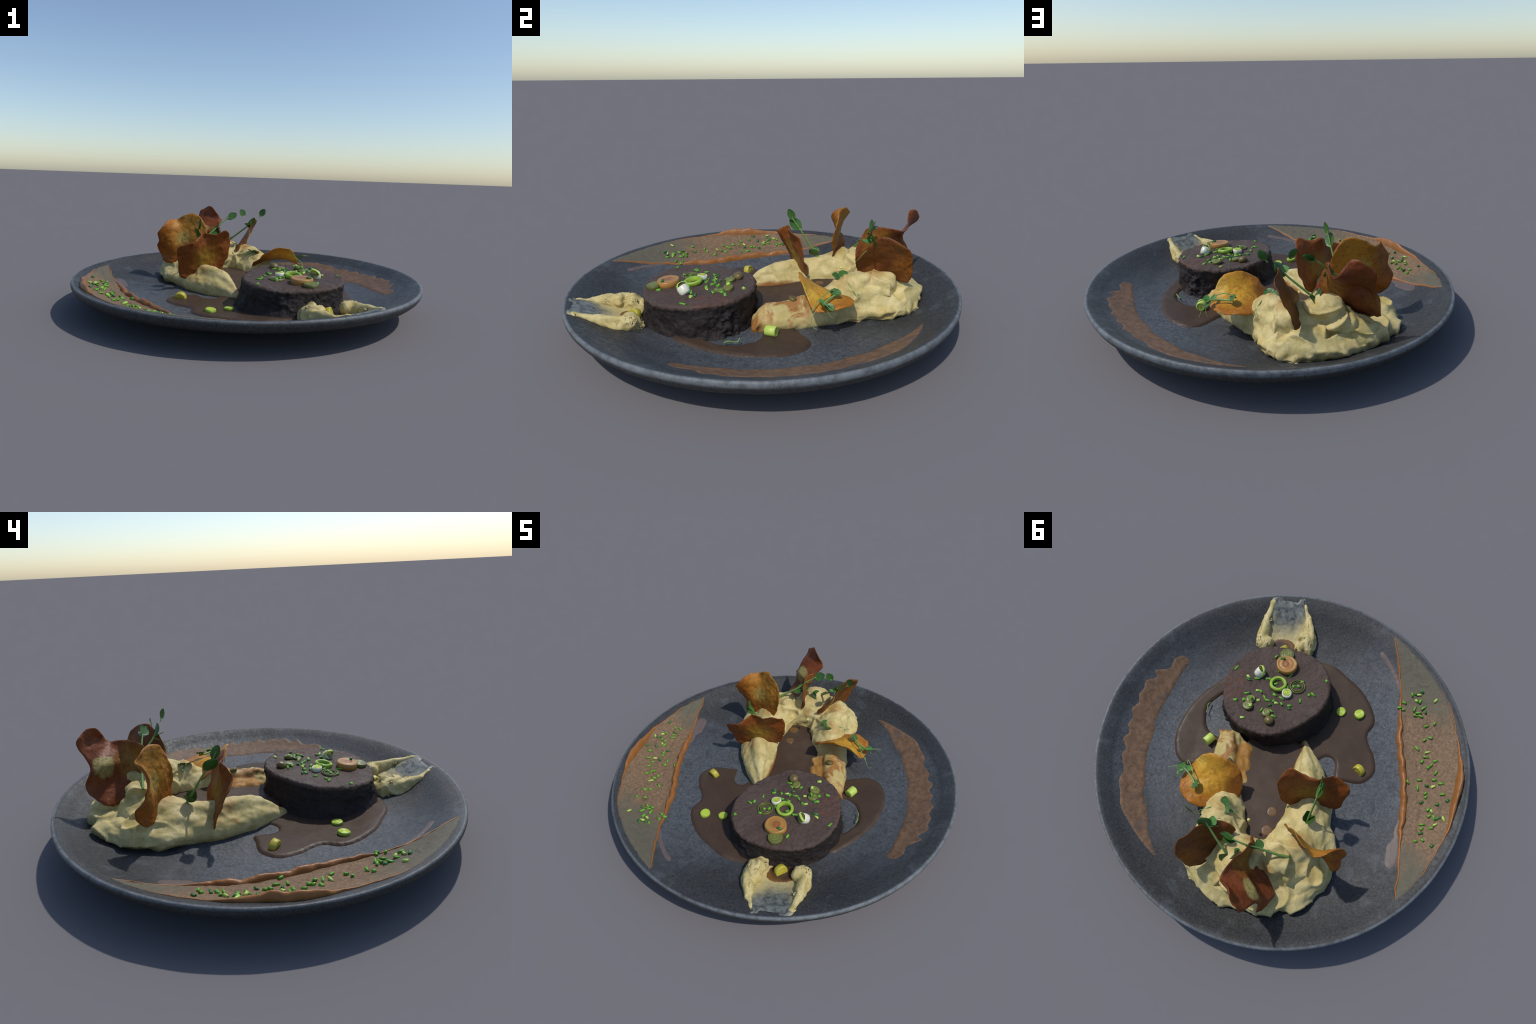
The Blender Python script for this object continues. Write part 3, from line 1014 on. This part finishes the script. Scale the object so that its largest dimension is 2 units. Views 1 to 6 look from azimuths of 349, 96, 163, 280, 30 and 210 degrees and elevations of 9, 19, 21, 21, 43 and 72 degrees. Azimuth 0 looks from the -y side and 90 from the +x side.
# standing on the front arm
shoot([([(-.287, .292, .212), (-.289, .262, .255), (-.29, .22, .325), (-.288, .182, .383)], .0065, .0045), ([(-.288, .182, .383), (-.287, .15, .43), (-.285, .13, .47)], .0045, .002)],
      [((-.29, .19, .375), (-.298, .128, .438), .026, (1, .3, .6), .25, False), ((-.287, .15, .432), (-.283, .118, .496), .017, (1, .2, .3), .3, False),
       ((-.286, .285, .22), (-.262, .245, .262), .024, (.2, -.6, .8), .2, False), ((-.288, .285, .222), (-.325, .262, .262), .022, (-.3, -.4, .8), .2, False)])
# leaning over the middle of the mash
shoot([([(-.297, .492, .279), (-.23, .515, .325), (-.156, .533, .378), (-.1, .553, .43), (-.045, .563, .472)], .007, .0035)],
      [((-.05, .562, .468), (.012, .567, .496), .022, (0, -.7, .6), .25, False), ((-.06, .565, .462), (-.005, .585, .465), .016, (0, -.5, .8), .2, False),
       ((-.16, .533, .372), (-.1, .55, .39), .022, (.2, -.8, .5), .25, False), ((-.17, .532, .366), (-.13, .5, .36), .018, (.2, -.6, .8), .2, False)])
# leaning out over the left crisp
shoot([([(-.051, .632, .281), (-.01, .61, .325), (.04, .585, .37), (.085, .559, .412), (.11, .545, .45)], .007, .004), ([(.085, .559, .41), (.1, .52, .38), (.085, .49, .335), (.07, .485, .32)], .0016, .001)],
      [((.088, .557, .41), (.135, .55, .475), .026, (.7, -.6, .1), .25, False), ((.08, .55, .42), (.09, .505, .44), .018, (.2, -.2, 1), .2, True), ((-.04, .63, .29), (-.07, .575, .335), .024, (.4, -.5, .7), .2, False), ((-.04, .635, .287), (.0, .64, .33), .018, (-.5, .5, .7), .2, False)])
# single loose leaves held above the crisps
shoot([([(.165, .54, .476), (.175, .541, .49)], .0035, .003)], [((.172, .541, .486), (.206, .541, .536), .017, (-.2, -1, .2), .25, False)])
shoot([([(.062, .553, .485), (.055, .552, .495)], .003, .0025)], [((.068, .556, .487), (.032, .546, .527), .019, (.2, -1, .3), .15, False)])
# lying on the golden crisp
shoot([([(.298, .382, .236), (.34, .352, .232), (.375, .335, .232), (.401, .324, .23)], .0055, .004), ([(.28, .378, .245), (.325, .345, .262), (.375, .3, .235), (.418, .269, .198)], .003, .002), ([(.401, .324, .23), (.44, .335, .24), (.482, .362, .235)], .003, .001),
       ([(.41, .29, .2), (.43, .27, .17), (.445, .275, .14), (.457, .296, .128)], .0018, .001), ([(.41, .33, .225), (.43, .35, .19), (.425, .375, .165)], .0016, .0008)],
      [((.318, .372, .234), (.283, .382, .256), .022, (.3, .1, 1), .2, False), ((.398, .326, .23), (.437, .32, .238), .02, (.1, .3, 1), .3, True), ((.402, .33, .228), (.425, .37, .212), .016, (.6, .2, .7), .3, False), ((.39, .33, .226), (.37, .3, .24), .012, (.1, .3, 1), .2, True)])
# tucked beside it
shoot([([(.167, .399, .236), (.11, .409, .244), (.05, .412, .236)], .0055, .005), ([(.12, .412, .24), (.165, .437, .245), (.208, .467, .214)], .003, .0018), ([(.208, .467, .214), (.225, .48, .205), (.22, .495, .2), (.21, .485, .206)], .0018, .001)],
      [((.115, .405, .248), (.125, .365, .268), .022, (.3, .2, 1), .2, False), ((.11, .412, .248), (.075, .43, .272), .02, (.2, .2, 1), .2, False), ((.112, .41, .244), (.14, .44, .25), .014, (.3, .2, 1), .3, True)])
# stray tendril in the gravy
shoot([([(.522, -.115, .078), (.525, -.095, .09), (.517, -.07, .082), (.513, -.05, .083)], .0035, .0025), ([(.513, -.052, .083), (.503, -.045, .1)], .003, .001)], [])


# ------------------------------------------------------------- leek slices
def lathe(name, prof, N=36, wob=.05, seed=0.0, sx=1.0):
    V, F = [], []
    for r, z in prof:
        for k in range(N):
            a = 2 * math.pi * k / N
            rr = r * (1 + wob * n3(math.cos(a), math.sin(a), seed, 1.3))
            V.append((rr * math.cos(a) * sx, rr * math.sin(a), z + .02 * r * n3(math.cos(a), math.sin(a), seed, 2)))
    for i in range(len(prof) - 1):
        for k in range(N):
            F.append((i * N + k, i * N + (k + 1) % N, (i + 1) * N + (k + 1) % N, (i + 1) * N + k))
    return mesh_from(name, V, F)


def ring_profile(ro, ri, h):
    b = min(.0035, (ro - ri) * .3)
    return [(ri, 0), (ro - b, 0), (ro, b), (ro, h - b), (ro - b, h), (ri + b, h), (ri, h - b), (ri, 0)]


def disc_profile(r, h, layers=0):  # layers: grooves between the leaf sheaths on the cut face
    b = .004
    p = [(.0005, 0), (r - b, 0), (r, b), (r, h - b), (r - b, h)]
    for i in range(layers):
        q = (r - b) * (1 - (i + .55) / (layers + .6))
        p += [(q + .003, h), (q + .0008, h - .0025), (q - .0015, h)]
    return p + [(r - b - .003, h), (r * .55, h + .0005), (.0005, h)] if not layers else p + [(.0005, h)]


LEEK = mat_rings("leek_green", (.5, .62, .06), (.3, .46, .04), (.12, .2, .02), 900)
LEEK_OLIVE = mat_rings("leek_olive", (.16, .17, .03), (.12, .13, .022), (.05, .055, .012), 500, .45)
LEEK_WHITE = mat_plain("leek_white", (.55, .54, .4), (.68, .68, .56), 40, .35)
LEEK_YEL = mat_plain("leek_yellow", (.36, .33, .03), (.5, .42, .05), 60, .4, .4)
LEEK_SIDE = mat_plain("leek_stalk", (.35, .5, .05), (.55, .66, .16), 70, .4, .4)
CARAMEL = mat_rings("caramel_leek", (.26, .085, .02), (.36, .17, .035), (.26, .18, .045), 260, .2)
MUSH = mat_plain("mushroom_brown", (.09, .06, .018), (.16, .12, .03), 40, .4, .3)
CARROT = mat_plain("gravy_carrot", (.1, .052, .022), (.17, .082, .025), 30, .35)


def place(name, me, mat, loc, tilt_dir=0.0, tilt_deg=0.0, spin=0.0, label="thin round slice of cooked green leek", cat="leek", extra=None):
    ob = link(name, me, mat)
    ax = Vector((math.cos(math.radians(tilt_dir)), math.sin(math.radians(tilt_dir)), 0))
    ob.matrix_world = Matrix.Translation(loc) @ Matrix.Rotation(math.radians(tilt_deg), 4, ax) @ Matrix.Rotation(math.radians(spin), 4, "Z")
    return top(ob, label, cat)


def on_steak(x, y, dz=0.0):
    return (x, y, steak_top_z(x, y) + dz)


place("leek_ring", lathe("leek_ring", ring_profile(.047, .031, .022), 44, .06, 1), LEEK, on_steak(.19, -.324, .001), 20, 9)
olive_ring = place("leek_ring", lathe("leek_ring", ring_profile(.043, .034, .01), 40, .08, 2), LEEK_OLIVE, on_steak(.092, -.362, -.003), 0, 3)
inner_ring = link("leek_layer", lathe("leek_layer", ring_profile(.031, .026, .008), 36, .06, 2.5), LEEK_OLIVE)
inner_ring.matrix_world = Matrix.Translation(on_steak(.092, -.362, -.002))
inner_ring.parent = olive_ring
inner_ring.matrix_parent_inverse = olive_ring.matrix_basis.inverted()
white_slice = place("leek_slice", lathe("leek_slice", disc_profile(.027, .026, 2), 32, .05, 3), LEEK_WHITE, on_steak(.125, -.296, -.004), 60, -8)
cap = link("leek_core", lathe("leek_core", disc_profile(.02, .006, 2), 28, .06, 3), LEEK)
cap.matrix_world = Matrix.Translation(on_steak(.124, -.297, .019)) @ Matrix.Rotation(math.radians(-8), 4, Vector((.5, .86, 0)))
cap.parent = white_slice
cap.matrix_parent_inverse = white_slice.matrix_basis.inverted()
place("caramelised_leek", lathe("caramelised_leek", disc_profile(.054, .034), 44, .1, 4, 1.12), CARAMEL, on_steak(.203, -.449, -.004), 0, 4, 0, "browned round leek slice with caramelised face", "leek")
place("leek_slice", lathe("leek_slice", disc_profile(.038, .022), 40, .08, 5, 1.08), LEEK_OLIVE, on_steak(.233, -.512, -.003), 0, 8, 20)
place("leek_slice", lathe("leek_slice", disc_profile(.026, .018), 32, .1, 6, 1.15), LEEK_OLIVE, on_steak(.275, -.133, -.003), 60, 10)
place("leek_slice", lathe("leek_slice", disc_profile(.026, .01), 32, .1, 7, 1.15), LEEK_OLIVE, on_steak(.285, -.178, -.003), 0, 5, 50)
place("leek_slice", lathe("leek_slice", disc_profile(.026, .016), 32, .1, 8, .85), LEEK_OLIVE, on_steak(.168, -.142, -.003), 0, 6)
place("mushroom_cap", lathe("mushroom_cap", [(.001, 0), (.022, .002), (.027, .01), (.026, .02), (.021, .028), (.012, .033), (.001, .035)], 32, .1, 9), MUSH, on_steak(.131, -.103, -.003), 30, 20, 0, "small round browned mushroom cap", "mushroom")
# upright white leek with a slanted green ring
place("leek_stalk", lathe("leek_stalk", [(.001, -.026), (.019, -.026), (.026, -.02), (.0285, -.008), (.0285, .012), (.027, .018), (.024, .02), (.001, .02)], 36, .05, 10), LEEK_WHITE, on_steak(.312, -.343, .014), -33, 50, 0, "short white leek piece with olive cut face", "leek")
place("leek_slice", lathe("leek_slice", disc_profile(.0255, .006), 32, .05, 10), LEEK_OLIVE, on_steak(.304, -.355, .0265), -33, 50)
place("leek_ring", lathe("leek_ring", ring_profile(.03, .026, .012), 36, .06, 11), LEEK_SIDE, on_steak(.302, -.352, .022), 130, 62)
# slices lying in the gravy
place("leek_slice", lathe("leek_slice", disc_profile(.031, .02), 40, .07, 12, .92), LEEK, (-.268, -.435, .066), 40, 6)
place("leek_slice", lathe("leek_slice", disc_profile(.028, .018), 40, .07, 13, .95), LEEK, (-.168, -.404, .066), 0, -5)
stalk = [(.001, -.027), (.022, -.027), (.0255, -.024), (.0255, .024), (.022, .027), (.018, .027), (.017, .025), (.013, .027), (.01, .0255), (.006, .027), (.001, .026)]
place("leek_stalk", lathe("leek_stalk", stalk, 40, .04, 14), LEEK_SIDE, (.414, .086, .091), 162, 86, 0, "short bright green chunk of leek stalk", "leek")
half = [(.001, -.017), (.031, -.017), (.035, -.013), (.035, .013), (.031, .017), (.024, .017), (.022, .0145), (.018, .017), (.001, .016)]
place("leek_stalk", lathe("leek_stalk", half, 36, .06, 15, .95), LEEK_YEL, (-.405, -.132, .07), 160, 78, 0, "curved yellow green piece of leek", "leek")
place("leek_stalk", lathe("leek_stalk", half, 36, .06, 16, .95), LEEK_YEL, (.307, -.6, .092), 60, 72, 0, "curved yellow green piece of leek", "leek")
place("leek_slice", lathe("leek_slice", disc_profile(.024, .02), 30, .1, 17), MUSH, (.232, .175, .165), 10, -20, 0, "small browned olive slice on the mash", "leek")
for x, y, r in ((-.097, .303, .028), (-.12, .405, .03)):
    place("carrot_slice", lathe("carrot_slice", disc_profile(r, .011, 0), 30, .12, x * 9), CARROT, (x, y, channel_z(x, y) - .0035), 0, 2, 0, "gravy covered round carrot slice", "carrot")
seed = place("corn_seed", lathe("corn_seed", [(.0005, -.008), (.006, -.006), (.0085, 0), (.006, .006), (.0005, .008)], 14, .1, 1), mat_plain("seed_yellow", (.6, .55, .15), (.7, .65, .2)), (-.029, .415, .247), 0, 0, 0, "tiny pale yellow seed", "seed")

# ------------------------------------------------------------------ chives
chives = top(bpy.data.objects.new("chopped_chives", None), "scattered short green tubes of chopped chive", "herb")
SC.objects.link(chives)
CH_MATS = [mat_plain("chive_green", (.08, .26, .018), (.15, .38, .03), 60, .4, .1), mat_plain("chive_dark", (.02, .11, .018), (.05, .18, .03), 60, .4, .1), mat_plain("chive_light", (.3, .5, .05), (.5, .62, .16), 60, .4, .1)]


def chive_mesh(L, r, mat):
    prof = [(r * .6, -L / 2 + .003), (r * .65, -L / 2), (r, -L / 2), (r, L / 2), (r * .65, L / 2), (r * .6, L / 2 - .003), (.0003, L / 2 - .004)]
    prof = [(.0003, -L / 2 + .004)] + prof
    me = lathe("chive_piece", prof, 12, .12, L * 90, .8)
    me.transform(Matrix.Rotation(math.pi / 2, 4, "Y"))
    me.materials.append(mat)
    me.polygons.foreach_set("use_smooth", [True] * len(me.polygons))
    return me


CH_MESH = [chive_mesh(L, r, m) for m in CH_MATS for L, r in ((.018, .0078), (.024, .007), (.032, .0062))]


def chive(x, y, deg, z):
    w = rnd.random()
    g = 0 if w < .62 else (1 if w < .85 else 2)
    me = CH_MESH[g * 3 + rnd.randrange(3)]
    ob = bpy.data.objects.new("chive_piece", me)
    SC.objects.link(ob)
    ob.parent = chives
    e = .004
    ob.matrix_world = Matrix.Translation((x, y, z)) @ Matrix.Rotation(math.radians(deg), 4, "Z") @ Matrix.Rotation(rnd.uniform(-.35, .35), 4, "Y") @ Matrix.Rotation(rnd.uniform(0, 6), 4, "X")


ON_SMEAR = [(-.527, -.693, 158), (-.521, -.672, -162), (-.504, -.67, 174), (-.486, -.663, 124), (-.521, -.638, 169), (-.541, -.64, -96), (-.532, -.59, -90), (-.573, -.612, -122), (-.594, -.593, 119), (-.559, -.577, -156), (-.554, -.558, -174), (-.581, -.563, 174), (-.615, -.666, -111), (-.465, -.605, 175), (-.453, -.571, -158), (-.477, -.567, -174), (-.631, -.521, -156), (-.664, -.546, -90), (-.652, -.443, -119), (-.675, -.466, 180), (-.636, -.386, 151), (-.696, -.385, -144), (-.698, -.356, -167), (-.688, -.325, -96), (-.732, -.305, -114), (-.74, -.322, -107), (-.752, -.353, -139), (-.778, -.29, -101), (-.786, -.252, -156), (-.718, -.223, -162), (-.726, -.179, 119), (-.762, -.207, 174), (-.794, -.214, -135), (-.824, -.243, -159), (-.852, -.19, -159), (-.774, -.164, -127), (-.782, -.144, -96), (-.773, -.11, -139), (-.847, -.128, 180), (-.885, -.165, -114), (-.819, -.088, -114), (-.838, -.082, 148), (-.834, -.054, -122), (-.86, -.052, 135), (-.878, -.057, -131), (-.904, -.062, 139), (-.82, .003, -153), (-.877, -.019, -131), (-.867, .004, -159), (-.828, .025, -127), (-.83, .05, -153), (-.852, .081, 153), (-.901, .093, -114), (-.824, .1, -173), (-.666, -.189, 143)]
ON_STEAK = [(.445, -.313, -106), (.36, -.295, 157), (.349, -.28, -172), (.311, -.308, -164), (.263, -.33, -153), (.246, -.335, 180), (.205, -.325, -135), (.11, -.354, -113), (.087, -.367, 180), (.081, -.401, -164), (.157, -.407, -104), (.167, -.417, -153), (.283, -.477, -97), (.229, -.406, 140), (-.035, -.468, 146), (.135, -.33, 126), (.136, -.26, 172), (.253, -.244, 135), (.271, -.242, -153), (.309, -.207, 172), (.32, -.199, -153), (.353, -.135, -162), (.314, -.158, 130), (.291, -.17, -153), (.277, -.18, 140), (.242, -.191, -141), (.217, -.218, 140), (.197, -.213, -164), (.167, -.223, -98), (.148, -.219, -164), (.175, -.191, -153), (.12, -.229, 140), (.079, -.24, -146), (.072, -.222, 180), (.179, -.26, 164), (.039, -.291, -69), (.013, -.345, -82), (-.006, -.359, 164), (.2, -.146, -98), (.15, -.164, 164), (.27, -.06, -153), (.125, -.142, -172), (.26, -.136, -76)]
for x, y, a in ON_SMEAR:
    chive(x, y, a, plate_z(x, y) + .0085)
for x, y, a in ON_STEAK:
    lift = .022 if (x, y) == (.277, -.18) or (x, y) == (.26, -.136) else .002
    chive(x, y, a, steak_top_z(x, y) + lift)
chive(.235, -.47, -172, steak_top_z(.235, -.47) + .034)
bpy.context.view_layer.update()
